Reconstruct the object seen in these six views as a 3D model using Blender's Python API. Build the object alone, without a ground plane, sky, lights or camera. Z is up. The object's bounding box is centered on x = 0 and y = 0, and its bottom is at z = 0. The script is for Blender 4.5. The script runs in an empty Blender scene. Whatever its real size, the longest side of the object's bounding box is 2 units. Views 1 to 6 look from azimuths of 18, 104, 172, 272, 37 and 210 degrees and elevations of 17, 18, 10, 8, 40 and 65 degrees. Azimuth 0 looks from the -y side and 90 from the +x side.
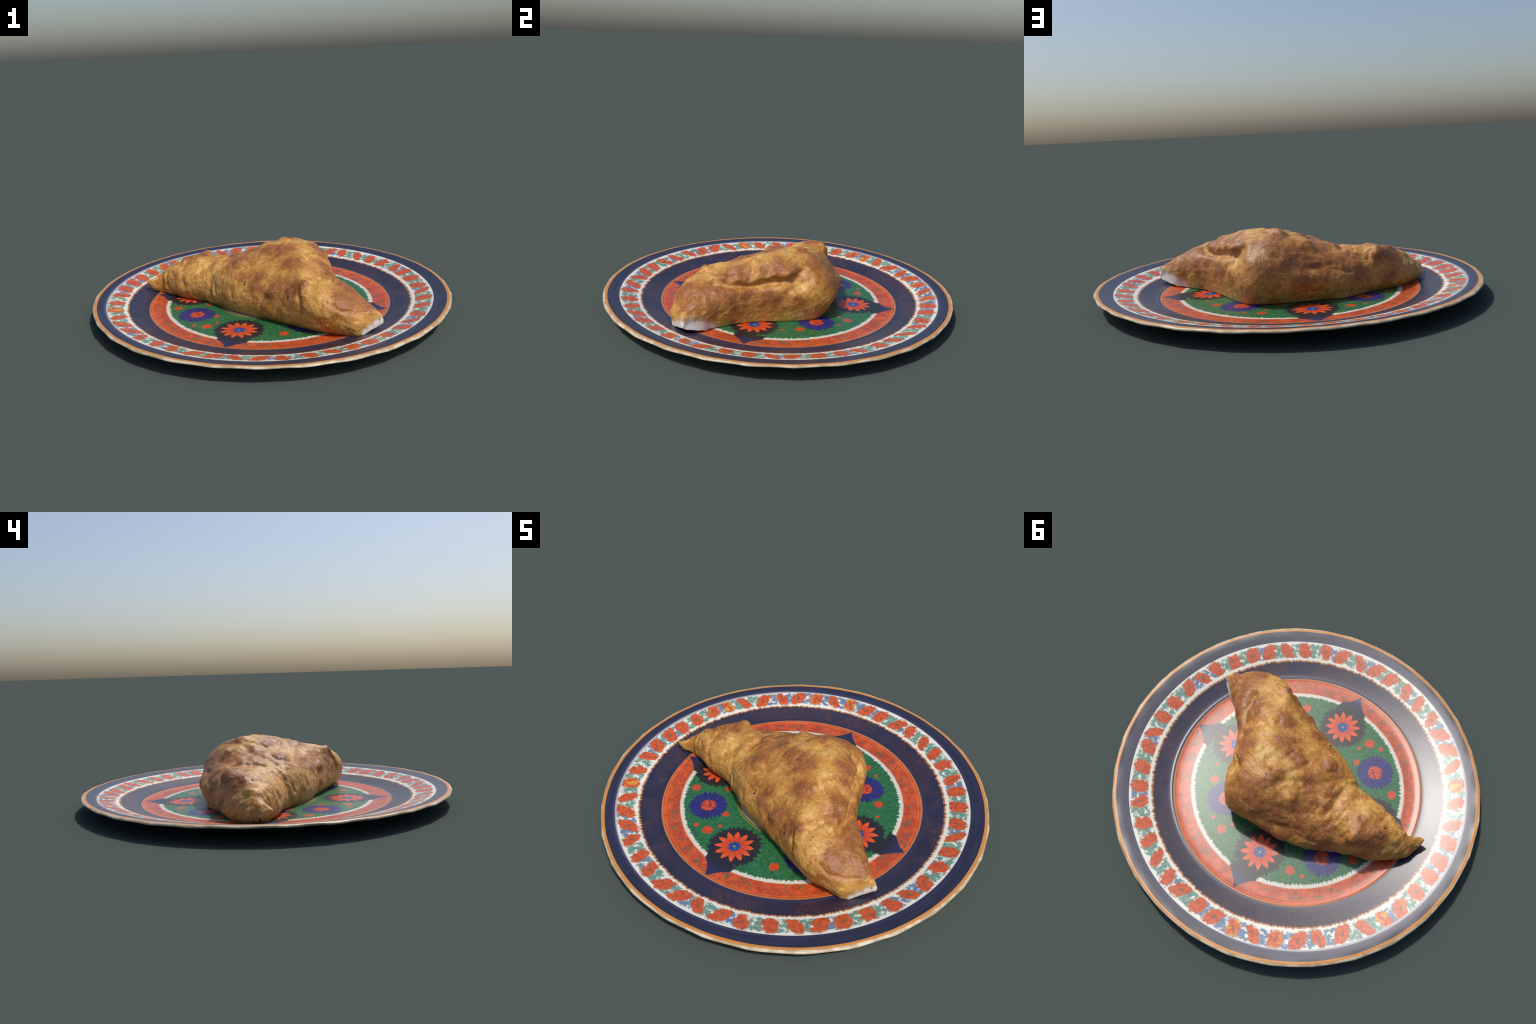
import bpy, math, random
import numpy as np
from mathutils import Vector, noise

random.seed(7)
scene = bpy.context.scene

# ------------------------------------------------------------------ node helper
class Graph:
    """Small expression builder: python arithmetic on sockets becomes Math nodes."""
    def __init__(self, name):
        self.mat = bpy.data.materials.new(name)
        self.mat.use_nodes = True
        self.t = self.mat.node_tree
        self.t.nodes.clear()
        self.out = self.t.nodes.new("ShaderNodeOutputMaterial")
        self.bsdf = self.t.nodes.new("ShaderNodeBsdfPrincipled")
        self.t.links.new(self.bsdf.outputs[0], self.out.inputs[0])
        self.coord = self.t.nodes.new("ShaderNodeTexCoord").outputs["Object"]

    def put(self, value, socket):
        if isinstance(value, E):
            value = value.s
        if isinstance(value, bpy.types.NodeSocket):
            self.t.links.new(value, socket)
        else:
            socket.default_value = value

    def math(self, op, *args, clamp=False):
        n = self.t.nodes.new("ShaderNodeMath")
        n.operation, n.use_clamp = op, clamp
        for a, s in zip(args, n.inputs):
            self.put(a, s)
        return E(self, n.outputs[0])

    def vmath(self, op, *args, out=0):
        n = self.t.nodes.new("ShaderNodeVectorMath")
        n.operation = op
        for a, s in zip(args, n.inputs):
            self.put(a, s)
        return E(self, n.outputs[out])

    def dist(self, p, c):
        return self.vmath("DISTANCE", p, c, out=1)

    def xyz(self, p=None):
        n = self.t.nodes.new("ShaderNodeSeparateXYZ")
        self.put(p or self.coord, n.inputs[0])
        return [E(self, o) for o in n.outputs]

    def vec(self, x, y, z):
        n = self.t.nodes.new("ShaderNodeCombineXYZ")
        for a, s in zip((x, y, z), n.inputs):
            self.put(a, s)
        return E(self, n.outputs[0])

    def noise(self, p, scale, detail=3, rough=.55, distort=0., colour=False):
        n = self.t.nodes.new("ShaderNodeTexNoise")
        self.put(p, n.inputs["Vector"])
        n.inputs["Scale"].default_value = scale
        n.inputs["Detail"].default_value = detail
        n.inputs["Roughness"].default_value = rough
        n.inputs["Distortion"].default_value = distort
        return E(self, n.outputs["Color" if colour else "Fac"])

    def voronoi(self, p, scale, feature="F1", out="Distance"):
        n = self.t.nodes.new("ShaderNodeTexVoronoi")
        n.feature = feature
        self.put(p, n.inputs["Vector"])
        n.inputs["Scale"].default_value = scale
        return E(self, n.outputs[out])

    def white(self, w):
        n = self.t.nodes.new("ShaderNodeTexWhiteNoise")
        n.noise_dimensions = "1D"
        self.put(w, n.inputs["W"])
        return E(self, n.outputs[0])

    def step(self, a, lo, hi):
        """0 below lo, 1 above hi, smooth between (lo may exceed hi)."""
        n = self.t.nodes.new("ShaderNodeMapRange")
        n.interpolation_type = "SMOOTHSTEP"
        flip = lo > hi
        self.put(a, n.inputs[0])
        n.inputs[1].default_value, n.inputs[2].default_value = (hi, lo) if flip else (lo, hi)
        n.inputs[3].default_value, n.inputs[4].default_value = (1, 0) if flip else (0, 1)
        return E(self, n.outputs[0])

    def mix(self, fac, a, b):
        n = self.t.nodes.new("ShaderNodeMix")
        n.data_type = "RGBA"
        self.put(fac, n.inputs[0])
        for v, s in ((a, n.inputs[6]), (b, n.inputs[7])):
            self.put((*v, 1) if isinstance(v, tuple) else v, s)
        return E(self, n.outputs[2])

    def bump(self, height, strength=.3, distance=.01, mask=None):
        n = self.t.nodes.new("ShaderNodeBump")
        n.inputs["Strength"].default_value = strength
        n.inputs["Distance"].default_value = distance
        if mask is not None:
            self.put(mask * strength, n.inputs["Strength"])
        self.put(height, n.inputs["Height"])
        self.t.links.new(n.outputs[0], self.bsdf.inputs["Normal"])

    def finish(self, colour, rough=.5, spec=.5):
        self.put((*colour, 1) if isinstance(colour, tuple) else colour, self.bsdf.inputs["Base Color"])
        self.put(rough, self.bsdf.inputs["Roughness"])
        self.put(spec, self.bsdf.inputs["Specular IOR Level"])
        return self.mat


class E:
    def __init__(self, g, s):
        self.g, self.s = g, s
    def __add__(self, o): return self.g.math("ADD", self, o)
    __radd__ = __add__
    def __sub__(self, o): return self.g.math("SUBTRACT", self, o)
    def __rsub__(self, o): return self.g.math("SUBTRACT", o, self)
    def __mul__(self, o): return self.g.math("MULTIPLY", self, o)
    __rmul__ = __mul__
    def __truediv__(self, o): return self.g.math("DIVIDE", self, o)
    def min(self, o): return self.g.math("MINIMUM", self, o)
    def max(self, o): return self.g.math("MAXIMUM", self, o)
    def abs(self): return self.g.math("ABSOLUTE", self)


# ------------------------------------------------------------------ palette (base colours)
WHITE = (.66, .64, .56)
NAVY = (.021, .020, .055)
BLACK = (.014, .013, .017)
GREEN = (.018, .125, .040)
ORANGE = (.60, .075, .012)
RED_ORANGE = (.52, .060, .010)
BLUE = (.018, .018, .16)
SKY = (.02, .11, .42)
TEAL = (.04, .20, .19)
GOLD = (.50, .20, .045)
OLIVE = (.20, .17, .045)

# ------------------------------------------------------------------ plate geometry
PAINT_X, PAINT_Y = -.012, .002          # the painting sits a little off the plate's centre
SCALLOPS, PHASE = 30, math.radians(5.5)

# (radius, height) of the lathe profile, top centre -> lip -> underside centre
TOP = [(0, .0115), (.30, .0115), (.56, .0115), (.62, .0122), (.655, .0140), (.675, .0175), (.688, .0200), (.696, .0195),
       (.715, .0230), (.755, .0330), (.81, .0478), (.87, .0622), (.92, .0730), (.955, .0798), (.978, .0836)]
LIP = [(.978, .0836), (.988, .0843), (.996, .0822), (1.000, .0775), (.999, .0735), (.992, .0700), (.978, .0670)]
UNDER = [(.978, .0670), (.92, .0550), (.85, .0375), (.78, .0220), (.71, .0090), (.665, .0010), (.650, 0), (.625, 0),
         (.610, .0030), (.59, .0045), (.30, .0045), (0, .0045)]
TOP_CUTS = [("well", 0, .696), ("flared_wall", .696, .81), ("floral_border", .81, .92), ("rim_band", .92, .978)]


def catmull(points, per):
    p = np.array(points, float)
    q = np.vstack([2 * p[0] - p[1], p, 2 * p[-1] - p[-2]])
    out = []
    for i in range(1, len(q) - 2):
        a, b, c, d = q[i - 1:i + 3]
        for t in np.arange(per) / per:
            out.append(.5 * ((2 * b) + (c - a) * t + (2 * a - 5 * b + 4 * c - d) * t * t + (3 * b - a - 3 * c + d) * t ** 3))
    out.append(p[-1])
    return np.array(out)


def plate_point(r, z, a):
    w = max(0., (r - .95) / .05)
    # gently pointed scallops: long shallow arcs meeting in soft corners
    u = abs(math.sin(SCALLOPS * (a - PHASE) / 2))
    k = 1 - u ** .8
    drift = .6 + .4 * math.sin(3 * a + 1.1) * math.sin(5 * a + .4)
    r2 = r + w * w * (.0048 * k * drift + .0012 + .0015 * math.sin(7 * a + 2) + .003 * math.cos(2 * (a + math.pi / 4)))
    lift = w * w * (.0014 * math.sin(SCALLOPS * a + 1.0) + .0025 * math.sin(4 * a + .7))
    return (r2 * math.cos(a), r2 * math.sin(a), z + lift)


def split_body(name, verts, faces, regions, parent, smooth_normals=None):
    """One smooth body cut into named objects whose borders coincide and share the body's normals."""
    me = bpy.data.meshes.new(name)
    me.from_pydata(verts, [], faces)
    me.update()
    vn = np.zeros(len(verts) * 3)
    me.vertices.foreach_get("normal", vn)
    vn = vn.reshape(-1, 3)
    bpy.data.meshes.remove(me)
    made = {}
    regions = np.asarray(regions)
    for key in dict.fromkeys(regions.tolist()):
        idx = np.nonzero(regions == key)[0]
        used, remap = [], {}
        fs = []
        for i in idx:
            f = []
            for v in faces[i]:
                if v not in remap:
                    remap[v] = len(used)
                    used.append(v)
                f.append(remap[v])
            fs.append(f)
        m = bpy.data.meshes.new(key)
        m.from_pydata([verts[v] for v in used], [], fs)
        m.polygons.foreach_set("use_smooth", [True] * len(fs))
        m.update()
        m.normals_split_custom_set_from_vertices([tuple(vn[v]) for v in used])
        o = bpy.data.objects.new(key, m)
        scene.collection.objects.link(o)
        o.parent = parent
        made[key] = o
    return made


def make_empty(name, label, category):
    e = bpy.data.objects.new(name, None)
    e.empty_display_size = .1
    e["label"], e["category"] = label, category
    scene.collection.objects.link(e)
    return e


def densify(profile, per, step):
    return catmull(profile, per)


plate = make_empty("dinner_plate", "round porcelain plate with painted flowers and gilded wavy edge", "plate")
SEG = 720
top = catmull(TOP[2:], 5)
top = np.vstack([[(0, .0115), (.10, .0115), (.2, .0115), (.3, .0115), (.4, .0115), (.5, .0115)], top])
lip = catmull(LIP, 3)
under = catmull(UNDER, 3)
profile = np.vstack([top, lip[1:], under[1:]])
kinds = []
for i in range(len(profile) - 1):
    if i < len(top) - 1:
        rm = (profile[i][0] + profile[i + 1][0]) / 2
        kinds.append(next(n for n, a, b in TOP_CUTS if a <= rm < b + 1e-6))
    elif i < len(top) + len(lip) - 2:
        kinds.append("gilded_edge")
    else:
        kinds.append("underside")
pv, pf, pr = [], [], []
ang = [i * math.tau / SEG for i in range(SEG)]
rows = []
for r, z in profile:
    if r < 1e-6:
        rows.append([len(pv)] * SEG)
        pv.append((0, 0, z))
    else:
        rows.append(list(range(len(pv), len(pv) + SEG)))
        pv.extend(plate_point(r, z, a) for a in ang)
for i, kind in enumerate(kinds):
    a, b = rows[i], rows[i + 1]
    for j in range(SEG):
        k = (j + 1) % SEG
        f = [a[j], b[j], b[k], a[k]]
        f = list(dict.fromkeys(f))
        pf.append(f)
        pr.append(kind)
low = min(v[2] for v in pv)
pv = [(x, y, z - low) for x, y, z in pv]
plate_parts = split_body("plate_body", pv, pf, pr, plate)


# ------------------------------------------------------------------ plate paint
def paint_coords(g):
    x, y, z = g.xyz()
    x, y = x - PAINT_X, y - PAINT_Y
    r = g.math("SQRT", x * x + y * y)
    a = g.math("ARCTAN2", y, x)
    ux, uy = x / r, y / r
    return x, y, r, a, ux, uy


def bristle(g, ux, uy, r, fine, along, detail=2):
    """-0.5..0.5 noise stretched along the radius, like brush hairs."""
    return g.noise(g.vec(ux * fine, uy * fine, r * along), 1.0, detail, .6) - .5


def well_material():
    g = Graph("painted_medallion")
    x, y, r, a, ux, uy = paint_coords(g)
    p = g.vec(x, y, 0)
    hair = bristle(g, ux, uy, r, 60, 14)
    grain = g.noise(p, 90, 3)
    blot = g.noise(p, 22, 3)
    # field of green with brushy grain
    grain = grain * .6 + g.noise(g.vec(ux * 30, uy * 30, r * 30), 1.0, 3) * .4
    col = g.mix(g.step(grain, .36, .64), (.009, .075, .025), (.026, .150, .052))
    col = g.mix(g.step(blot, .62, .72) * .35, col, (.09, .10, .02))

    # big flowers stand on dark leaf shapes that point outwards
    flowers = [(-.035, -.449, -1.62), (-.031, .442, 1.60), (.426, -.030, -.03), (-.455, -.035, -3.08)]
    blues = [(-.332, -.291), (.290, .283), (-.328, .297), (.300, -.315)]
    rosettes = [(-.475, -.219, 30), (-.220, -.436, 34), (.204, -.446, 30), (.440, -.235, 30), (.409, .216, 29), (.213, .443, 30),
                (-.219, .443, 31), (-.474, .221, 29), (-.213, -.293, 22), (-.319, -.127, 26), (.108, .312, 22), (.30, .15, 24),
                (-.16, .29, 22), (-.31, .13, 24), (.16, -.30, 22), (.31, -.15, 22),
                (-.290, -.440, 17), (-.182, -.378, 14), (.29, .41, 14), (-.29, .44, 14), (.18, .39, 14), (-.35, .48, 10), (.45, .13, 12)]

    # central roundel, mostly under the pastry
    rc = r - g.noise(p, 6, 1) * .02
    col = g.mix(g.step(rc, .282, .278), col, OLIVE)
    col = g.mix(g.step((rc - .272).abs(), .003, .001), col, (.03, .06, .03))
    col = g.mix(g.step(rc, .264, .260), col, (.42, .42, .36))
    col = g.mix(g.step(g.noise(p, 16, 3) + g.step(rc, .252, .235) * .6 - .3, .45, .55) * g.step(rc, .256, .250), col, (.09, .10, .12))
    col = g.mix(g.step(g.noise(p, 19, 3), .60, .64) * g.step(rc, .240, .235), col, ORANGE)

    # rosettes: ragged little orange blossoms
    best = None
    for cx, cy, s in rosettes:
        d = g.dist(p, (cx, cy, 0)) * (30 / s)
        best = d if best is None else best.min(d)
    rag = (g.noise(p, 75, 3) - .5) * .030
    rose = g.step(best + rag, .027, .021)
    rosecol = g.mix(g.step(g.noise(p, 110, 2), .35, .6), (.36, .030, .008), RED_ORANGE)

    for cx, cy in blues:
        q = g.vec(x - cx, y - cy, 0)
        dx, dy = x - cx, y - cy
        d = g.math("SQRT", dx * dx + dy * dy)
        th = g.math("ARCTAN2", dy, dx)
        teeth = g.math("PINGPONG", th * (13 / math.pi), .5)
        h2 = bristle(g, dx / d, dy / d, d, 9, 12)
        edge = d + h2 * .045 + teeth * .022
        col = g.mix(g.step(edge, .110, .101), col, g.mix(g.step(h2, -.2, .2), (.012, .012, .085), (.024, .024, .17)))
        core = d + (g.noise(p, 85, 3) - .5) * .022
        spots = g.voronoi(q, 95)
        col = g.mix(g.step(core, .043, .038), col, g.mix(g.step(spots, .38, .66), ORANGE, (.20, .022, .030)))
    for cx, cy, ang_ in flowers:
        dx, dy = x - cx, y - cy
        d = g.math("SQRT", dx * dx + dy * dy)
        c, s = math.cos(ang_), math.sin(ang_)
        along, across = dx * c + dy * s, (dy * c - dx * s).abs()
        h2 = bristle(g, dx / d, dy / d, d, 8, 8, 3)
        # leaf: a disc whose outer side is drawn out into an ogee point
        disc = d + h2 * .085
        run = (along * (1 / .206)).max(0.).min(1.)
        half = .132 * (1 - run) * (1 - run * .35) + .004
        outer = g.step(across - half + h2 * .02 * (1 - run), .004, -.003) * g.step(along, .0, .03) * g.step(along, .208, .203)
        leaf = g.step(disc, .138, .124).max(outer)
        col = g.mix(leaf, col, g.mix(g.step(along, .13, .18), g.mix(g.step(h2, .05, .3), BLACK, (.030, .027, .040)), (.016, .018, .055)))
        # twelve pointed petals, touching for most of their length
        th = g.math("ARCTAN2", dy, dx)
        u = g.math("PINGPONG", th * (6 / math.pi) + .13 + 12 + (g.noise(p, 9, 1) - .5) * .25, .5) * 2
        wob = (g.noise(p, 30, 2) - .5) * .016
        reach = .101 - u * .030 - u * u * .012
        petal = g.step(d + wob - reach, .003, -.003)
        vein = g.step(u, .72, .98) * .60 + g.step(d, .055, .028) * .30
        col = g.mix(petal, col, g.mix(vein, g.mix(g.step(d, .045, .09), (.50, .052, .010), ORANGE), (.30, .025, .006)))
        eye = d + (g.noise(p, 95, 2) - .5) * .012
        dots = g.voronoi(p, 120)
        col = g.mix(g.step(eye, .033, .029), col, g.mix(g.step(dots, .25, .5), SKY, (.012, .035, .16)))
        col = g.mix(g.step(eye, .008, .005), col, (.20, .26, .05))
    col = g.mix(rose, col, rosecol)

    # white frill that bends out around the leaf points, then the orange band with its scroll-work
    swell = None
    for cx, cy, ang_ in flowers:
        c, s = math.cos(ang_), math.sin(ang_)
        al, ac = x * c + y * s, (y * c - x * s).abs()
        tq = (ac + hair * .012) * (1 / .105)
        t = (1 - tq).max(0.) * g.step(al, .30, .40)
        swell = t if swell is None else swell.max(t)
    out = swell * swell * .085
    inside = g.step(swell, .30, .16)            # the frill fades out beside each point
    frill = g.step(r + hair * .036 - out, .566, .574)
    band = g.step(r + hair * .012 - out * 1.02, .588, .594)
    leafmask = (g.step(r, .548, .562) * g.step(swell + hair * .10, .16, .22) * (1 - g.step(r + hair * .03 - out, .566, .574) * inside)).max(frill * (1 - inside))
    col = g.mix(frill * inside, col, g.mix(g.step(hair, -.1, .3), (.50, .48, .41), (.66, .64, .56)))
    col = g.mix(leafmask, col, g.mix(g.step(r, .57, .63), BLACK, (.017, .019, .065)))
    arc = g.vec(ux * 8, uy * 8, r * 13)
    warp = g.vmath("SCALE", g.vmath("SUBTRACT", g.noise(arc, 2.2, 2, .5, colour=True), (.5, .5, .5)))
    warp.s.node.inputs["Scale"].default_value = .55
    arc2 = g.vmath("ADD", arc, warp)
    vines = g.noise(arc2, 2.6, 3, .6, 1.2)
    scroll = g.step((vines - .5).abs(), .050, .010)
    leafy = g.step(g.voronoi(arc2, 2.3), .46, .34) * g.step(g.noise(arc, 1.5, 2), .42, .54)
    inzone = g.step((r - .627 - out * .4).abs(), .031, .024)
    bandcol = g.mix(g.step(g.noise(arc, 1.6, 3), .35, .65), (.40, .052, .010), (.54, .085, .016))
    bandcol = g.mix(leafy * inzone * .80, bandcol, g.mix(g.step(vines, .4, .6), (.045, .115, .065), (.16, .085, .035)))
    bandcol = g.mix(scroll * inzone * .72, bandcol, (.17, .028, .020))
    bandcol = g.mix(g.step((r - .668).abs(), .004, .001) * .5, bandcol, (.62, .16, .05))
    bandcol = g.mix(g.step((r - .660).abs(), .003, .001) * .40, bandcol, (.20, .028, .02))
    bandcol = g.mix(g.step(r, .676, .683), bandcol, (.42, .16, .05))
    col = g.mix(band, col, bandcol)
    col = g.mix(g.step(r + hair * .006, .686, .691), col, NAVY)
    return g.finish(col, .37, .7)


def wall_material():
    g = Graph("dark_blue_ground")
    x, y, r, a, ux, uy = paint_coords(g)
    arc = g.vec(ux * 10, uy * 10, r * 13)
    v = g.noise(arc, 3.2, 4, .6, 2.0)
    col = g.mix(g.noise(arc, .8, 3), (.013, .012, .030), (.024, .022, .054))
    tracery = g.step((v - .5).abs(), .05, .01) * g.step(g.noise(arc, .45, 2), .40, .62)
    col = g.mix(tracery * .65 * g.step((r - .75).abs(), .05, .04), col, (.12, .05, .030))
    hair = bristle(g, ux, uy, r, 55, 9)
    edge = r + hair * .030
    col = g.mix(g.step(edge, .7935, .7965), col, (.36, .15, .050))
    col = g.mix(g.step(edge, .8015, .806), col, WHITE)
    return g.finish(col, .37, .7)


def border_material():
    g = Graph("floral_border_paint")
    x, y, r, a, ux, uy = paint_coords(g)
    hair = bristle(g, ux, uy, r, 55, 9)
    edge = r + hair * .030
    base = g.mix(g.step(edge, .8015, .806), g.mix(g.step(edge, .7935, .7965), NAVY, (.36, .15, .050)), WHITE)
    n = 49
    u = a * (n / math.tau) + 60
    cell = g.math("FLOOR", u)
    f = u - cell - .5
    j1, j2, j3 = g.white(cell), g.white(cell + 311), g.white(cell + 77)
    p = g.vec(x, y, 0)
    wob = (g.noise(p, 34, 3) - .5)
    skew = (r - .864) * (j2 - .5) * 9
    fx = f + (j1 - .5) * .20 + wob * .45 + skew
    fy = (r - .864 - (j3 - .5) * .012) / .047 + (g.noise(p, 60, 3) - .5) * .75
    half = .275 + j2 * .10
    d = g.math("SQRT", g.math("POWER", (fx / half).abs(), 2.6) + g.math("POWER", fy.abs(), 2.6))
    blossom = g.step(d, 1.06, .88)
    red = g.mix(g.step(g.noise(p, 48, 3), .32, .62), (.33, .055, .018), (.54, .085, .020))
    red = g.mix(g.step(j3, .86, .9) * g.step(g.noise(p, 30, 2), .48, .56), red, (.55, .24, .03))
    # teal and blue foliage fills the gaps between blossoms
    g2 = ((f.abs() - .5).abs() + (wob * .25))
    gap = g.step(g2, .40, .25) * g.step(fy.abs(), 1.0, .80)
    leaves = g.step(g.noise(p, 34, 4, .62), .40, .50)
    side = g.white(g.math("FLOOR", u + .5))
    tone = g.mix(g.step(side, .45, .6), (.075, .235, .175), (.055, .120, .340))
    tone = g.mix(g.step(g.noise(p, 46, 3), .45, .58) * .8, tone, (.035, .14, .13))
    tone = g.mix(g.step(g.noise(p, 55, 2), .58, .66) * .8, tone, (.24, .24, .12))
    tone = g.mix(g.step(g.noise(p, 70, 2), .62, .70) * .7, tone, (.40, .46, .42))
    col = g.mix(gap * leaves * .92, base, tone)
    ring = g.step((d - 1.05).abs(), .24, .05) * g.step(g.noise(p, 40, 2), .42, .58)
    col = g.mix(ring * .7, col, (.24, .17, .065))
    col = g.mix(blossom, col, red)
    inner = g.step(g.math("SQRT", fx * fx * 9 + fy * fy * .8), .34, .20) * g.step(j1, .35, .5)
    col = g.mix(inner * blossom * .75, col, (.16, .075, .030))
    col = g.mix(g.step(r, .9185, .9225), col, NAVY)
    return g.finish(col, .37, .7)


def rim_material():
    g = Graph("deep_blue_rim")
    x, y, r, a, ux, uy = paint_coords(g)
    st = g.noise(g.vec(ux * 4, uy * 4, r * 60), 1.0, 3)
    col = g.mix(g.step(st, .35, .65), (.015, .016, .034), (.023, .023, .054))
    col = g.mix(g.step(r, .9225, .9185), col, WHITE)
    col = g.mix(g.step(r, .938, .921) * .55, col, (.07, .075, .16))
    gx, gy, gz = g.xyz()
    rr = g.math("SQRT", gx * gx + gy * gy)
    col = g.mix(g.step(rr, .979, .986), col, GOLD)
    return g.finish(col, .37, .7)


def edge_material():
    g = Graph("gilded_lip")
    p = g.coord
    gx, gy, gz = g.xyz()
    rr = g.math("SQRT", gx * gx + gy * gy)
    n = g.noise(p, 16, 3)
    worn = g.mix(g.step(n, .40, .62), (.36, .28, .17), (.54, .46, .33))
    col = g.mix(g.step(rr + (n - .5) * .006 + (.0843 - gz) * .6, .9955, .9905), worn, GOLD)
    return g.finish(col, .42)


def underside_material():
    g = Graph("bare_porcelain")
    n = g.noise(g.coord, 30, 4)
    return g.finish(g.mix(n, (.46, .42, .34), (.58, .55, .46)), .5)


for nm, fn in (("well", well_material), ("flared_wall", wall_material), ("floral_border", border_material),
               ("rim_band", rim_material), ("gilded_edge", edge_material), ("underside", underside_material)):
    plate_parts[nm].data.materials.append(fn())

# ------------------------------------------------------------------ pastry: cross-sections along x
# x, then (y, z) from the front foot over the top to the back foot
TAIL_SECTIONS = [
    (-.757, [(-.040, .088), (-.044, .091), (-.046, .095), (-.045, .099), (-.042, .101), (-.038, .101), (-.034, .100), (-.031, .097), (-.030, .093), (-.032, .089), (-.036, .087)]),
    (-.735, [(-.028, .045), (-.042, .058), (-.047, .080), (-.045, .098), (-.036, .106), (-.020, .101), (.002, .089), (.022, .075), (.036, .060), (.034, .048), (.015, .040)]),
    (-.70, [(-.010, .026), (-.022, .045), (-.026, .075), (-.024, .100), (-.014, .114), (.003, .117), (.030, .118), (.064, .102), (.090, .074), (.092, .044), (.070, .026)]),
    (-.672, [(-.006, .020), (-.014, .045), (-.016, .078), (-.012, .110), (.000, .130), (.018, .139), (.046, .138), (.088, .116), (.114, .078), (.114, .040), (.090, .018)]),
    (-.645, [(-.010, .015), (-.026, .047), (-.031, .085), (-.026, .128), (-.004, .154), (.024, .165), (.060, .158), (.104, .126), (.132, .080), (.133, .042), (.109, .015)]),
    (-.60, [(-.020, .014), (-.040, .050), (-.044, .095), (-.034, .140), (-.006, .171), (.032, .186), (.078, .183), (.128, .145), (.161, .092), (.164, .045), (.142, .014)]),
    (-.55, [(-.040, .014), (-.064, .055), (-.066, .105), (-.046, .155), (-.006, .188), (.050, .205), (.106, .207), (.154, .166), (.187, .100), (.188, .048), (.163, .014)]),
    (-.49, [(-.064, .014), (-.086, .055), (-.084, .110), (-.060, .160), (-.016, .195), (.052, .217), (.132, .230), (.182, .196), (.209, .120), (.212, .055), (.186, .014)]),
    (-.43, [(-.075, .014), (-.098, .055), (-.094, .110), (-.068, .165), (-.022, .203), (.056, .232), (.137, .241), (.192, .210), (.228, .130), (.234, .060), (.208, .014)]),
    (-.37, [(-.088, .014), (-.112, .055), (-.108, .110), (-.080, .160), (-.034, .198), (.040, .228), (.122, .232), (.190, .202), (.246, .130), (.257, .065), (.236, .014)]),
    (-.30, [(-.122, .014), (-.146, .055), (-.144, .110), (-.118, .165), (-.070, .212), (.010, .234), (.107, .235), (.200, .212), (.278, .145), (.290, .078), (.275, .014)]),
]
MIDDLE_SECTIONS = [
    (-.22, [(-.168, .014), (-.192, .055), (-.190, .115), (-.162, .180), (-.095, .236), (.010, .255), (.128, .247), (.234, .220), (.309, .150), (.322, .092), (.308, .014)]),
    (-.15, [(-.212, .014), (-.236, .055), (-.234, .115), (-.204, .180), (-.125, .246), (-.010, .279), (.120, .274), (.236, .236), (.320, .160), (.344, .105), (.305, .014)]),
    (-.08, [(-.243, .014), (-.262, .055), (-.260, .115), (-.226, .180), (-.140, .249), (-.025, .293), (.114, .312), (.236, .268), (.328, .178), (.356, .112), (.307, .014)]),
    (.00, [(-.265, .014), (-.290, .055), (-.290, .115), (-.258, .185), (-.165, .257), (-.045, .306), (.090, .338), (.228, .302), (.334, .198), (.354, .118), (.309, .014)]),
    (.06, [(-.285, .014), (-.314, .055), (-.315, .115), (-.287, .185), (-.205, .255), (-.065, .315), (.084, .349), (.235, .315), (.338, .218), (.356, .122), (.311, .014)]),
    (.14, [(-.318, .014), (-.346, .055), (-.349, .115), (-.325, .190), (-.236, .264), (-.085, .327), (.065, .354), (.232, .315), (.330, .236), (.362, .130), (.308, .014)]),
    (.20, [(-.342, .014), (-.372, .055), (-.378, .115), (-.360, .190), (-.275, .266), (-.105, .325), (.045, .350), (.208, .310), (.320, .236), (.360, .135), (.297, .014)]),
    (.27, [(-.370, .014), (-.402, .055), (-.416, .115), (-.408, .195), (-.345, .261), (-.155, .303), (-.015, .325), (.135, .296), (.245, .232), (.300, .135), (.240, .014)]),
]
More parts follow.
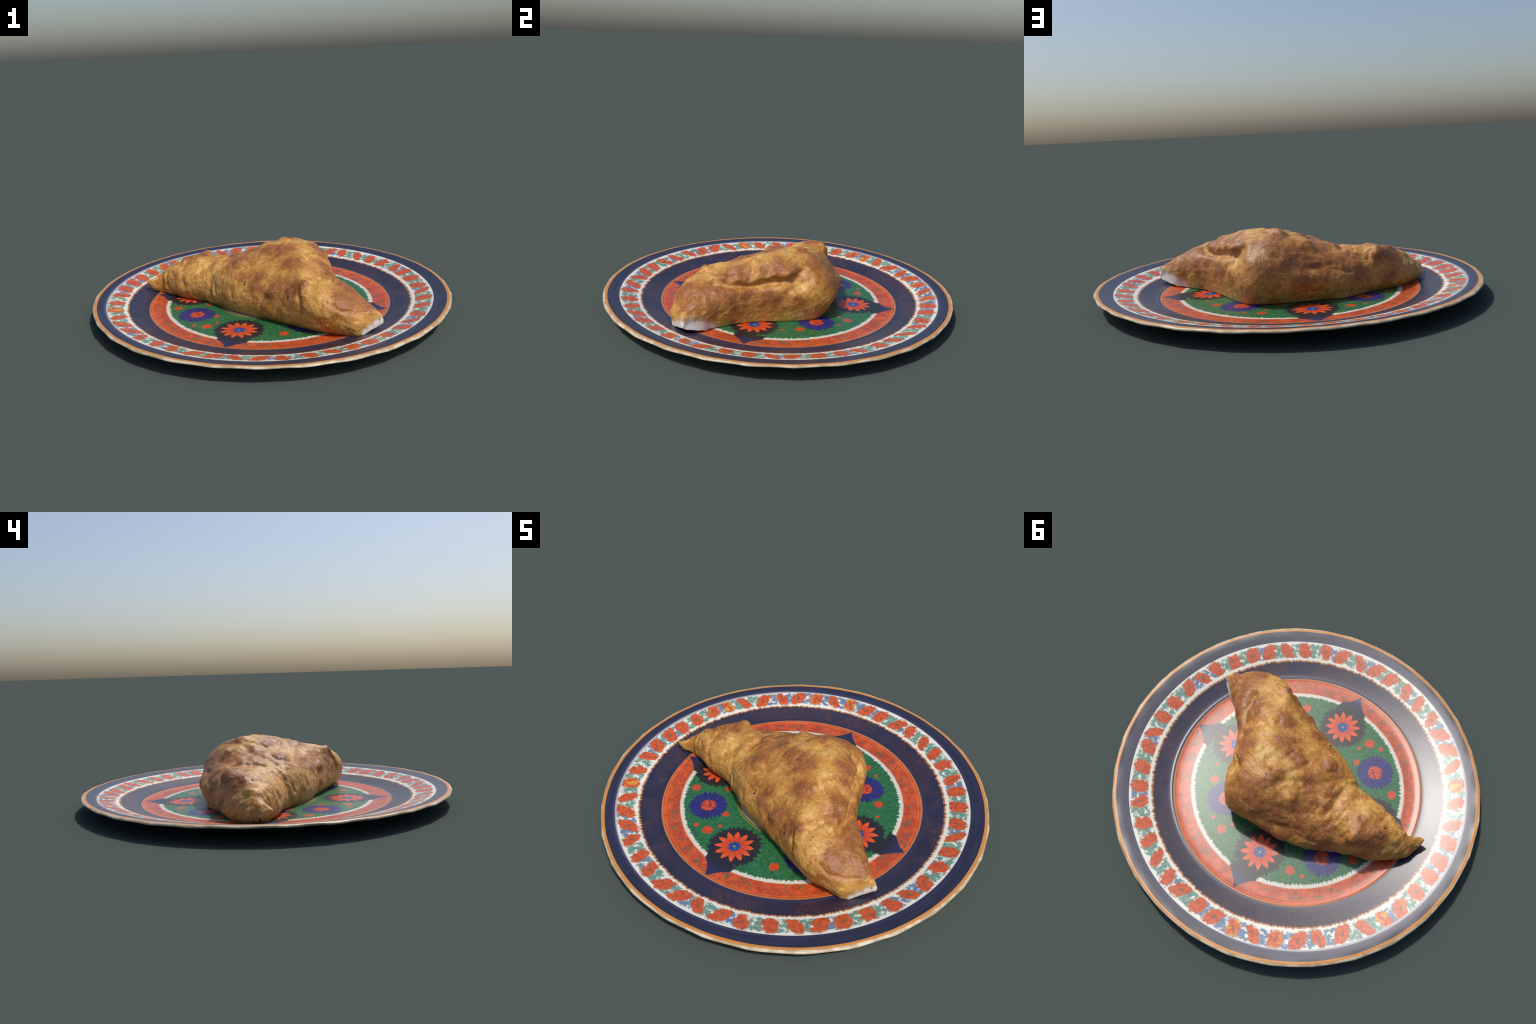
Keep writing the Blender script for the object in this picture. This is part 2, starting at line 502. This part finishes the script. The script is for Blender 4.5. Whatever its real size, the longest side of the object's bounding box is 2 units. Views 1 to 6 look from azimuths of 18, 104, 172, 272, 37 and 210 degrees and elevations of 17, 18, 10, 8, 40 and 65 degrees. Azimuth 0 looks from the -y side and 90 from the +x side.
BLUNT_SECTIONS = [
    (.32, [(-.387, .014), (-.424, .055), (-.440, .115), (-.430, .185), (-.360, .246), (-.190, .281), (-.075, .296), (.030, .278), (.122, .230), (.184, .140), (.132, .014)]),
    (.37, [(-.400, .014), (-.438, .055), (-.457, .110), (-.447, .175), (-.385, .234), (-.255, .259), (-.135, .262), (-.060, .246), (-.002, .205), (.034, .130), (.006, .014)]),
    (.43, [(-.412, .014), (-.450, .055), (-.464, .105), (-.454, .160), (-.405, .212), (-.310, .233), (-.210, .233), (-.135, .213), (-.090, .170), (-.078, .105), (-.105, .014)]),
    (.50, [(-.421, .014), (-.446, .050), (-.455, .095), (-.446, .145), (-.405, .187), (-.330, .207), (-.255, .209), (-.195, .192), (-.164, .155), (-.160, .095), (-.182, .014)]),
    (.555, [(-.436, .018), (-.446, .042), (-.446, .082), (-.432, .126), (-.395, .158), (-.345, .178), (-.295, .181), (-.250, .169), (-.226, .135), (-.221, .085), (-.234, .016)]),
    (.582, [(-.431, .027), (-.434, .038), (-.435, .060), (-.424, .104), (-.392, .145), (-.348, .166), (-.303, .169), (-.262, .156), (-.243, .124), (-.239, .080), (-.243, .020)]),
    (.61, [(-.401, .034), (-.403, .046), (-.404, .070), (-.398, .102), (-.378, .135), (-.350, .151), (-.318, .153), (-.288, .140), (-.271, .112), (-.268, .075), (-.260, .027)]),
    (.65, [(-.362, .048), (-.364, .060), (-.365, .080), (-.364, .101), (-.358, .118), (-.350, .127), (-.336, .128), (-.320, .116), (-.312, .098), (-.309, .074), (-.297, .043)]),
    (.668, [(-.346, .055), (-.348, .063), (-.350, .077), (-.350, .092), (-.347, .105), (-.343, .112), (-.336, .111), (-.328, .101), (-.323, .086), (-.321, .070), (-.313, .050)]),
    (.680, [(-.338, .060), (-.339, .063), (-.340, .067), (-.340, .072), (-.339, .077), (-.337, .080), (-.334, .080), (-.331, .077), (-.328, .073), (-.327, .068), (-.331, .061)]),
]
SECTIONS = TAIL_SECTIONS + MIDDLE_SECTIONS + BLUNT_SECTIONS
NX, NT, NB = 300, 150, 24


def hermite(xs, ys, xq):
    """Monotone-limited cubic through (xs, ys), ys may be an array of columns."""
    h = np.diff(xs)[:, None]
    d = np.diff(ys, axis=0) / h
    m = np.zeros_like(ys)
    m[0], m[-1] = d[0], d[-1]
    w1, w2 = 2 * h[1:] + h[:-1], h[1:] + 2 * h[:-1]
    same = d[1:] * d[:-1] > 0
    with np.errstate(divide="ignore", invalid="ignore"):
        hm = (w1 + w2) / (w1 / d[:-1] + w2 / d[1:])
    m[1:-1] = np.where(same, hm, 0)
    i = np.clip(np.searchsorted(xs, xq) - 1, 0, len(xs) - 2)
    t = ((xq - xs[i]) / np.diff(xs)[i])[:, None]
    hh = h[i]
    return ((2 * t ** 3 - 3 * t ** 2 + 1) * ys[i] + (t ** 3 - 2 * t ** 2 + t) * hh * m[i]
            + (-2 * t ** 3 + 3 * t ** 2) * ys[i + 1] + (t ** 3 - t ** 2) * hh * m[i + 1])


def resample(poly, n):
    s = np.concatenate([[0], np.cumsum(np.linalg.norm(np.diff(poly, axis=0), axis=1))])
    q = np.linspace(0, s[-1], n)
    return np.stack([np.interp(q, s, poly[:, k]) for k in range(2)], 1)


def crust_grid():
    xs = np.array([s[0] for s in SECTIONS])
    ys = np.array([[c for p in s[1] for c in p] for s in SECTIONS])
    u = np.linspace(0, 1, NX)
    xq = xs[0] + (xs[-1] - xs[0]) * (.5 - .5 * np.cos(np.pi * u)) * .35 + (xs[-1] - xs[0]) * u * .65
    pts = hermite(xs, ys, xq).reshape(NX, 11, 2)
    grid = np.zeros((NX, NT + NB, 3))
    for i in range(NX):
        arch = resample(catmull(pts[i], 10), NT)
        a, b = arch[-1], arch[0]
        t = np.arange(1, NB + 1)[:, None] / (NB + 1)
        sole = a + (b - a) * t
        ring = np.vstack([arch, sole])
        grid[i, :, 0] = xq[i]
        grid[i, :, 1:] = ring
    return grid


def grid_faces(nx, nr):
    faces = []
    for i in range(nx - 1):
        for j in range(nr):
            k = (j + 1) % nr
            faces.append([i * nr + j, (i + 1) * nr + j, (i + 1) * nr + k, i * nr + k])
    c0, c1 = nx * nr, nx * nr + 1
    for j in range(nr):
        k = (j + 1) % nr
        faces.append([c0, j, k])
        faces.append([c1, (nx - 1) * nr + k, (nx - 1) * nr + j])
    return faces


def normals_of(verts, faces):
    me = bpy.data.meshes.new("probe")
    me.from_pydata(verts.tolist(), [], faces)
    me.update()
    n = np.zeros(len(verts) * 3)
    me.vertices.foreach_get("normal", n)
    bpy.data.meshes.remove(me)
    return n.reshape(-1, 3)


def seg_dist(P, path):
    best = np.full(len(P), 9.)
    for a, b in zip(path[:-1], path[1:]):
        a, b = np.array(a), np.array(b)
        d = b - a
        t = np.clip(((P - a) @ d) / (d @ d), 0, 1)
        best = np.minimum(best, np.linalg.norm(P - a - t[:, None] * d, axis=1))
    return best

#BUMPS#
BUMPS = [   # x, y, z, radius, height: blisters and lumps
    (-0.145, -0.095, 0.262, 0.045, 0.016),
    (-0.179, -0.085, 0.256, 0.05, 0.006),
    (0.071, 0.11, 0.35, 0.04, 0.004),
    (0.049, 0.133, 0.345, 0.045, 0.014),
    (0.097, 0.209, 0.317, 0.06, 0.008),
    (0.276, -0.352, 0.257, 0.040, 0.011),
    (0.292, -0.365, 0.252, 0.035, 0.008),
    (0.098, -0.311, 0.177, 0.04, 0.012),
    (0.062, -0.318, 0.1, 0.04, 0.006),
    (0.201, -0.354, 0.2, 0.03, 0.007),
    (-0.436, 0.023, 0.222, 0.05, 0.006),
    (-0.539, 0.039, 0.205, 0.018, 0.01),
    (-0.541, 0.09, 0.213, 0.04, 0.01),
    (-0.445, 0.186, 0.219, 0.04, 0.014),
    (-0.629, 0.066, 0.165, 0.03, 0.008),
    (0.315, 0.050, 0.272, 0.036, 0.014),
    (0.300, 0.118, 0.262, 0.036, 0.012),
    (0.385, -0.141, 0.244, 0.04, 0.012),
    (0.352, -0.023, 0.262, 0.036, 0.010),
    (0.393, -0.213, 0.249, 0.035, 0.01),
    (-0.098, 0.35, 0.118, 0.06, 0.008),
    (-0.012, 0.349, 0.12, 0.06, 0.007),
    (-0.218, 0.333, 0.108, 0.05, 0.008),
    (-0.076, 0.205, 0.281, 0.045, 0.008),
    (-0.181, 0.141, 0.265, 0.04, 0.008),
    (-0.228, 0.058, 0.262, 0.05, 0.008),
    (-0.233, 0.12, 0.253, 0.03, 0.006),
    (-0.016, -0.013, 0.316, 0.05, 0.006),
    (0.188, 0.064, 0.353, 0.035, 0.008),
    (0.069, 0.022, 0.346, 0.03, 0.007),
    (0.167, -0.167, 0.304, 0.05, 0.006),
    (0.313, -0.171, 0.291, 0.04, 0.008),
    (0.331, -0.168, 0.285, 0.05, 0.01),
    (-0.015, 0.055, 0.334, 0.03, 0.006),
    (-0.036, 0.009, 0.316, 0.03, 0.006),
    (0, -0.247, 0.197, 0.05, 0.006),
    (0.194, -0.176, 0.306, 0.05, 0.006),
    (0.06, -0.164, 0.277, 0.04, 0.005),
    (-0.237, 0.12, 0.252, 0.05, 0.008),
    (-0.07, 0.2, 0.287, 0.04, 0.006),
    (-0.449, 0.154, 0.236, 0.05, 0.006),
    (0.004, -0.016, 0.32, 0.05, 0.006),
]
CREASES = [   # path over the crust, width, depth
    ([(-0.323, -0.125, 0.037), (-0.33, -0.128, 0.103), (-0.32, -0.111, 0.155), (-0.298, -0.062, 0.217), (-0.277, 0.012, 0.246), (-0.275, 0.083, 0.247)], 0.022, 0.012),   # creases tail
    ([(-0.614, -0.031, 0.029), (-0.632, -0.047, 0.095), (-0.642, -0.032, 0.136), (-0.638, -0.015, 0.154)], 0.014, 0.012),   # creases tip
    ([(-0.508, -0.081, 0.101), (-0.519, -0.061, 0.146), (-0.526, -0.013, 0.189), (-0.526, 0.025, 0.204)], 0.016, 0.007),   # creases t 
    ([(0.03, -0.299, 0.047), (0.028, -0.304, 0.104), (0.047, -0.297, 0.157)], 0.015, 0.008),   # creases front
    ([(0.271, -0.417, 0.153), (0.256, -0.396, 0.201), (0.261, -0.366, 0.248), (0.266, -0.35, 0.26)], 0.014, 0.012),   # creases front 
    ([(-0.157, -0.233, 0.101), (-0.166, -0.218, 0.139)], 0.012, 0.006),   # notch
    ([(0.431, -0.251, 0.231), (0.421, -0.144, 0.226), (0.386, -0.048, 0.221), (0.339, 0.053, 0.234), (0.306, 0.129, 0.24), (0.282, 0.174, 0.257)], 0.022, 0.027),   # groove
    ([(0.364, -0.008, 0.229), (0.331, 0.063, 0.243), (0.301, 0.136, 0.246), (0.272, 0.175, 0.271), (0.25, 0.178, 0.286)], 0.02, 0.018),   # groove in
    ([(0.306, -0.075, 0.312), (0.342, -0.07, 0.283), (0.378, -0.07, 0.244)], 0.011, 0.012),   # fold split
    ([(0.274, 0.021, 0.328), (0.305, 0.021, 0.303), (0.329, 0.024, 0.273)], 0.009, 0.007),   # fold split 
    ([(0.239, -0.049, 0.339), (0.281, -0.077, 0.322), (0.306, -0.095, 0.309)], 0.006, 0.006),   # crack
    ([(0.296, 0.17, 0.226), (0.286, 0.197, 0.222)], 0.032, 0.018),   # pocket
    ([(0.128, 0.339, 0.155), (0.076, 0.343, 0.178), (-0.016, 0.336, 0.175), (-0.108, 0.315, 0.175), (-0.214, 0.308, 0.159), (-0.323, 0.278, 0.133)], 0.014, 0.006),   # seam back
    ([(0.343, 0.102, 0.135), (0.325, 0.132, 0.182), (0.259, 0.223, 0.242), (0.241, 0.192, 0.282)], 0.022, 0.012),   # seam corner
    ([(-0.316, 0.156, 0.229), (-0.267, 0.246, 0.2), (-0.259, 0.297, 0.156)], 0.024, 0.006),   # tailback
    ([(-0.403, 0.178, 0.22), (-0.392, 0.21, 0.183)], 0.014, 0.01),   # tailback 
    ([(0.398, -0.297, 0.24), (0.348, -0.288, 0.259), (0.315, -0.269, 0.272)], 0.01, 0.005),   # side wr 
    ([(0.017, 0.159, 0.333), (-0.022, 0.065, 0.333), (-0.058, -0.01, 0.304)], 0.016, 0.007),   # wr a
    ([(0.133, 0.101, 0.352), (0.057, 0.042, 0.347), (0.036, -0.03, 0.324)], 0.012, 0.005),   # wr b
    ([(-0.079, 0.107, 0.314), (-0.14, 0.074, 0.291), (-0.21, -0.029, 0.261), (-0.276, -0.061, 0.227)], 0.018, 0.007),   # wr c
    ([(0.049, 0.221, 0.313), (-0.017, 0.136, 0.329), (-0.094, 0.078, 0.309)], 0.018, 0.007),   # wr d
    ([(0.001, 0.326, 0.196), (-0.127, 0.234, 0.244), (-0.249, 0.173, 0.24), (-0.293, 0.086, 0.243)], 0.016, 0.003),   # back slope fold
    ([(-0.165, 0.294, 0.183), (-0.074, 0.316, 0.183), (0.031, 0.329, 0.2)], 0.016, 0.003),   # back slope fold
    ([(-0.245, -0.056, 0.242), (-0.231, 0.034, 0.261), (-0.126, 0.063, 0.296), (-0.099, 0.135, 0.302)], 0.012, 0.006),   # wr a
    ([(-0.021, 0.064, 0.333), (0.03, 0.133, 0.342), (0.103, 0.144, 0.343)], 0.012, 0.006),   # wr b
    ([(0.284, -0.333, 0.267), (0.317, -0.261, 0.273), (0.356, -0.208, 0.268)], 0.01, 0.005),   # wr c
    ([(0.321, -0.36, 0.248), (0.348, -0.289, 0.259), (0.383, -0.229, 0.253)], 0.01, 0.006),   # wr d
    ([(0.416, -0.196, 0.236), (0.381, -0.126, 0.255), (0.359, -0.043, 0.258), (0.329, 0.018, 0.276)], 0.016, 0.003),   # wr e
    ([(0.058, -0.235, 0.234), (0.096, -0.196, 0.272), (0.124, -0.154, 0.301), (0.202, -0.114, 0.326)], 0.012, 0.005),   # wr f
    ([(-0.283, -0.155, 0.101), (-0.284, -0.116, 0.182), (-0.257, -0.072, 0.231), (-0.221, -0.046, 0.254)], 0.01, 0.005),   # wr g
    ([(-0.179, -0.124, 0.237), (-0.204, -0.069, 0.253), (-0.176, -0.042, 0.271)], 0.014, 0.007),   # wr h
    ([(0.444, -0.438, 0.177), (0.482, -0.447, 0.153), (0.56, -0.419, 0.144), (0.628, -0.365, 0.137)], 0.009, 0.005),   # endcrust
    ([(0.404, -0.286, 0.239), (0.418, -0.241, 0.236)], 0.014, 0.005),   # corner r
    ([(-0.329, 0.267, 0.142), (-0.415, 0.236, 0.12), (-0.426, 0.24, 0.082)], 0.02, 0.005),   # flare
]
BROWNED = [
    (-0.124, -0.071, 0.275, 0.055),
    (-0.183, -0.077, 0.257, 0.06),
    (0.167, -0.167, 0.304, 0.05),
    (0.183, -0.179, 0.303, 0.05),
    (-0.002, -0.222, 0.217, 0.05),
    (-0.006, -0.26, 0.179, 0.04),
    (0.106, -0.304, 0.193, 0.05),
    (0.209, -0.352, 0.209, 0.05),
    (-0.094, -0.189, 0.211, 0.025),
    (-0.008, -0.011, 0.318, 0.05),
    (0.119, -0.04, 0.342, 0.05),
    (0.075, -0.08, 0.318, 0.04),
    (-0.127, 0.075, 0.296, 0.05),
    (-0.224, 0.023, 0.264, 0.04),
    (0.057, 0.171, 0.337, 0.05),
    (0.271, 0.053, 0.325, 0.045),
    (0.338, -0.135, 0.287, 0.045),
    (0.357, -0.198, 0.268, 0.04),
    (0.276, -0.361, 0.255, 0.03),
    (0.512, -0.394, 0.187, 0.07),
    (0.502, -0.295, 0.211, 0.05),
    (0.494, -0.226, 0.21, 0.06),
    (0.608, -0.353, 0.154, 0.05),
    (0.459, -0.401, 0.2, 0.03),
    (0.538, -0.358, 0.188, 0.05),
    (0.525, -0.278, 0.202, 0.06),
    (0.47, -0.17, 0.204, 0.06),
    (0.414, -0.06, 0.175, 0.05),
    (0.37, 0.034, 0.153, 0.05),
    (0.347, 0.092, 0.143, 0.04),
    (0.475, -0.126, 0.151, 0.04),
    (0.542, -0.209, 0.157, 0.05),
    (0.587, -0.289, 0.164, 0.04),
    (0.377, -0.201, 0.258, 0.05),
    (0.349, -0.124, 0.279, 0.05),
    (0.316, -0.006, 0.299, 0.05),
    (0.293, 0.073, 0.301, 0.05),
    (0.266, 0.143, 0.296, 0.05),
    (0.255, 0.063, 0.331, 0.03),
    (0.306, 0.189, 0.131, 0.03),
    (0.093, 0.214, 0.315, 0.04),
    (0.119, 0.251, 0.282, 0.05),
    (0.104, 0.303, 0.238, 0.05),
    (0.174, 0.243, 0.272, 0.06),
    (0.18, 0.303, 0.208, 0.06),
    (0.095, 0.278, 0.265, 0.06),
    (0.06, 0.178, 0.335, 0.05),
    (0.04, 0.301, 0.239, 0.06),
    (-0.036, 0.255, 0.26, 0.05),
    (-0.105, 0.2, 0.273, 0.04),
    (-0.181, 0.141, 0.265, 0.04),
    (-0.223, 0.035, 0.264, 0.05),
    (-0.248, 0.118, 0.25, 0.04),
    (-0.01, -0.008, 0.319, 0.05),
    (-0.123, 0.045, 0.297, 0.05),
    (-0.539, 0.115, 0.21, 0.07),
    (-0.467, 0.145, 0.234, 0.05),
    (-0.457, 0.191, 0.208, 0.04),
    (-0.108, 0.305, 0.186, 0.04),
    (-0.22, 0.268, 0.201, 0.04),
    (-0.308, 0.215, 0.205, 0.04),
    (-0.171, 0.228, 0.237, 0.05),
    (0.37, -0.165, 0.263, 0.05),
    (0.489, -0.266, 0.215, 0.06),
    (0.466, -0.369, 0.209, 0.05),
    (0.393, -0.091, 0.235, 0.04),
    (0.283, 0.047, 0.318, 0.04),
    (-0.055, 0.296, 0.213, 0.07),
    (-0.176, 0.275, 0.2, 0.07),
    (0.061, 0.304, 0.241, 0.07),
    (0.122, 0.317, 0.213, 0.05),
    (-0.042, 0.347, 0.149, 0.05),
    (-0.132, 0.331, 0.15, 0.04),
    (-0.266, 0.27, 0.18, 0.05),
    (0.167, 0.245, 0.274, 0.05),
    (-0.485, 0.173, 0.213, 0.05),
    (-0.321, 0.284, 0.125, 0.05),
    (-0.495, 0.212, 0.084, 0.04),
    (0.359, 0.063, 0.135, 0.05),
    (-0.443, 0.109, 0.24, 0.05),
    (-0.529, 0.15, 0.196, 0.06),
    (-0.456, 0.193, 0.205, 0.05),
    (0.033, -0.015, 0.328, 0.06),
    (-0.139, 0.214, 0.252, 0.05),
    (-0.102, -0.196, 0.203, 0.03),
    (0.018, -0.205, 0.237, 0.03),
]
PALE = [   # whitish area at the blunt end, x, y, z, radius
    (0.678, -0.338, 0.065, 0.034),
    (0.655, -0.362, 0.062, 0.030),
    (0.625, -0.388, 0.045, 0.028),
    (0.600, -0.412, 0.034, 0.024),
    (0.655, -0.305, 0.055, 0.046),
    (0.622, -0.276, 0.040, 0.046),
    (0.590, -0.250, 0.030, 0.040),
    (0.555, -0.230, 0.018, 0.034),
]
STRAW = [
    (-0.39, 0.117, 0.234, 0.022),
    (0.295, 0.190, 0.226, 0.045),
    (0.235, 0.174, 0.300, 0.030),
    (0.36, -0.29, 0.255, 0.05),
    (0.30, -0.26, 0.275, 0.05),
    (0.21, -0.06, 0.335, 0.05),
    (0.14, 0.07, 0.35, 0.05),
    (0.02, 0.07, 0.335, 0.05),
    (-0.29, -0.03, 0.22, 0.05),
    (-0.38, 0.03, 0.215, 0.06),
    (-0.43, 0.06, 0.23, 0.05),
    (-0.28, -0.13, 0.13, 0.05),
    (0.42, -0.38, 0.21, 0.05),
]
SPECKS = [
    (-0.08, -0.222, 0.184),
    (0.199, -0.365, 0.18),
    (0.088, 0.164, 0.338),
    (-0.082, -0.211, 0.194),
    (0.158, -0.044, 0.345),
    (0.355, -0.365, 0.241),
    (0.197, -0.364, 0.178),
    (0.006, -0.224, 0.219),
    (0.668, -0.359, 0.086),
    (-0.741, 0.012, 0.052),
    (-0.555, 0.051, 0.204),
    (0.354, -0.364, 0.241),
    (0.387, -0.198, 0.253),
    (0.088, 0.168, 0.337),
    (0.089, 0.165, 0.338),
]
#END#

grid = crust_grid()
V = np.vstack([grid.reshape(-1, 3), grid[0].mean(0), grid[-1].mean(0)])
F = grid_faces(NX, NT + NB)
N = normals_of(V, F)
free = np.clip((V[:, 2] - .016) / .03, 0, 1)          # the sole stays flat on the plate
for bx, by, bz, rad, h in BUMPS:
    d2 = ((V - (bx, by, bz)) ** 2).sum(1)
    V = V + N * (h * (1.25 * np.exp(-d2 / (.72 * rad * rad)) - .30 * np.exp(-d2 / (3.2 * rad * rad))) * free)[:, None]
blister_rng = random.Random(21)
upper = np.nonzero((V[:, 2] > .15) & (N[:, 2] > .25) & (V[:, 0] < .45))[0]
for _ in range(34):
    c = V[upper[blister_rng.randrange(len(upper))]]
    rad, h = blister_rng.uniform(.012, .026), blister_rng.uniform(.002, .0055)
    d2 = ((V - c) ** 2).sum(1)
    V = V + N * (h * np.exp(-d2 / (rad * rad)))[:, None]
N = normals_of(V, F)
for path, width, depth in CREASES:
    d = seg_dist(V, path)
    V = V + N * (-depth * np.exp(-(d / width) ** 2) * free)[:, None]
N = normals_of(V, F)


def fbm(p, s, o=3):
    return noise.fractal(Vector(p) * s, 1.0, 2.0, o)


def ridge(p, s):
    return .30 - abs(noise.noise(Vector((p[0] * s * .8 + 9, p[1] * s, p[2] * s))))


und = np.array([.0034 * fbm(p, 9, 3) + .0028 * fbm((p[0] + 5, p[1], p[2]), 24, 3) + .0075 * ridge(p, 13) * max(0, .5 + fbm((p[0], p[1] + 4, p[2]), 5, 2))
                + .0028 * ridge((p[1], p[0], p[2]), 34) for p in V])


def pleat(p):
    # narrow gathers running round the tail and down the front
    bend = p[0] + .35 * p[2] - .12 * p[1]
    gathered = max(0., min(1., (-.08 - p[0]) / .15)) * .8 + .6 * math.exp(-((p[0] - .33) / .07) ** 2 - ((p[1] + .25) / .09) ** 2)
    return gathered * (.30 - abs(noise.noise(Vector((bend * 34, p[1] * 4, p[2] * 5)))))


und += np.array([.0055 * pleat(p) for p in V])
# torn, uneven lower border of the whitish blunt end
torn = np.clip((V[:, 0] - .54) / .05, 0, 1) * np.clip((.06 - V[:, 2]) / .03, 0, 1)
V[:, 2] += torn * np.array([.007 * noise.noise(Vector((v[0] * 26, v[1] * 26, 3.0))) for v in V])
calm = np.clip(np.min([np.linalg.norm(V - (x, y, z), axis=1) / r for x, y, z, r in PALE], axis=0) - .6, .15, 1)
V = V + N * (und * free * calm)[:, None]

pastry = make_empty("puff_pastry_turnover", "golden brown folded puff pastry with blistered flaky crust", "pastry")


def spots(g, p, table):
    """Smallest (distance / radius) to any spot of the table."""
    best = None
    for x, y, z, r in table:
        d = g.dist(p, (x, y, z)) * (1 / r)
        best = d if best is None else best.min(d)
    return best


def crust_material():
    g = Graph("baked_crust")
    p = g.coord
    n1 = g.noise(p, 12, 4, .6)
    wv = g.vmath("SCALE", g.vmath("SUBTRACT", g.noise(p, 14, 4, .65, colour=True), (.5, .5, .5)))
    wv.s.node.inputs["Scale"].default_value = .15
    q = g.vmath("ADD", p, wv)
    fine = g.noise(p, 60, 4, .65)
    grain = g.noise(p, 170, 3, .6)
    x, y, z = g.xyz()
    streak = g.noise(g.vec(x * 1.0, y * 2.0, z * 2.6), 26, 4, .62, 1.4)
    col = g.mix(g.step(n1, .36, .64), (.405, .172, .025), (.535, .272, .052))
    plate1 = g.noise(p, 11, 5, .68, .6)                    # islands of amber glaze with crisp flaky borders
    m = spots(g, q, BROWNED)
    st = spots(g, q, STRAW) + (n1 - .5) * .8
    light = g.step(st, 1.15, .45)
    col = g.mix(light * .55, col, (.56, .335, .085))
    col = g.mix(g.step(streak, .50, .62) * .62, col, (.610, .385, .110))
    col = g.mix(g.step(fine, .56, .72) * .45, col, (.285, .105, .017))
    # toasting: amber halo, then brown, then near-umber on the highest blisters
    isle = g.step(plate1, .505, .535)
    col = g.mix(isle * .70 * (1 - light * .5), col, g.mix(fine, (.300, .104, .013), (.405, .155, .020)))
    col = g.mix(g.step((plate1 - .520).abs(), .020, .006) * .62, col, (.62, .39, .11))
    soft = m + (n1 - .5) * .9 + (fine - .5) * .5 + light * .15
    col = g.mix(g.step(soft, 2.1, .70) * .80, col, (.310, .105, .014))
    core = m + (fine - .5) * .9 + (streak - .5) * .9
    col = g.mix(g.step(core, 1.25, .20) * .80, col, (.212, .061, .013))
    dark = g.step(g.noise(p, 17, 4, .65), .54, .70) * g.step(soft, 1.1, .5)
    col = g.mix(dark * .60, col, (.125, .033, .012))
    rosy = g.step(g.noise(p, 8, 3), .52, .64) * g.step(soft, .9, .4)
    col = g.mix(rosy * .35, col, (.30, .095, .045))
    crackle = g.step((g.noise(p, 30, 4, .6, .9) - .5).abs(), .022, .004)
    col = g.mix(crackle * .45 * g.step(grain, .35, .6), col, (.63, .42, .15))
    crackle2 = g.step((g.noise(g.vec(x, y + 3, z), 22, 3, .6, .9) - .5).abs(), .014, .003)
    col = g.mix(crackle2 * .5 * g.step(fine, .4, .6), col, (.16, .055, .014))
    col = g.mix(g.step(grain, .60, .74) * .22, col, (.60, .40, .15))
    pale = spots(g, p, PALE) + (fine - .5) * .25 + (n1 - .5) * .3
    col = g.mix(g.step(pale, 1.7, 1.0) * .6, col, (.50, .36, .22))
    col = g.mix(g.step(pale, 1.15, .75), col, (.60, .50, .40))
    col = g.mix(g.step(pale, .9, .5), col, (.70, .64, .58))
    bare = g.step(pale, 1.15, .75)  # mask of the pale end colour, also flattens the bump there
    g.bump(g.noise(p, 95, 5, .62) + plate1 * 1.6 + g.noise(g.vec(x, y * 1.6, z * 2), 40, 4, .6, .8) * 1.2, .38, .005, 1 - bare * .9)
    return g.finish(col, .46)


mid = np.array([V[f].mean(0) for f in F])
in_pale = np.min([np.linalg.norm(mid - (x, y, z), axis=1) / r for x, y, z, r in PALE], axis=0) < 1.0
crust = split_body("crust_body", [tuple(v) for v in V], F, ["pale_end" if w else "crust" for w in in_pale], pastry)
baked = crust_material()
for part in crust.values():
    part.data.materials.append(baked)

# burnt crumbs baked into the surface
char = Graph("charred_crumb").finish((.016, .013, .014), .6)
from mathutils.bvhtree import BVHTree
skin = BVHTree.FromPolygons([tuple(v) for v in V], F)
SIZES = [.011, .010, .005, .007, .004, .006, .006, .004, .005, .010, .008, .004, .004, .004, .004]
for (sx, sy, sz), size in zip(SPECKS, SIZES):
    at, nrm, _, _ = skin.find_nearest(Vector((sx, sy, sz)))
    me = bpy.data.meshes.new("burnt_speck")
    rings, seg = 5, 12
    vs, fs = [], []
    spin = random.random() * 6
    for i in range(rings + 1):
        t = i / rings * math.pi
        for j in range(seg):
            a = j * math.tau / seg
            w = 1 + .25 * math.sin(3 * a + spin)
            vs.append((size * .5 * math.sin(t) * math.cos(a) * w, size * 1.0 * math.sin(t) * math.sin(a) * w, size * .22 * math.cos(t)))
    for i in range(rings):
        for j in range(seg):
            k = (j + 1) % seg
            fs.append([i * seg + j, i * seg + k, (i + 1) * seg + k, (i + 1) * seg + j])
    me.from_pydata(vs, [], fs)
    me.polygons.foreach_set("use_smooth", [True] * len(fs))
    me.materials.append(char)
    o = bpy.data.objects.new("burnt_speck", me)
    scene.collection.objects.link(o)
    o.parent = pastry
    o.rotation_mode = "QUATERNION"
    o.rotation_quaternion = nrm.to_track_quat("Z", "Y")
    o.location = at
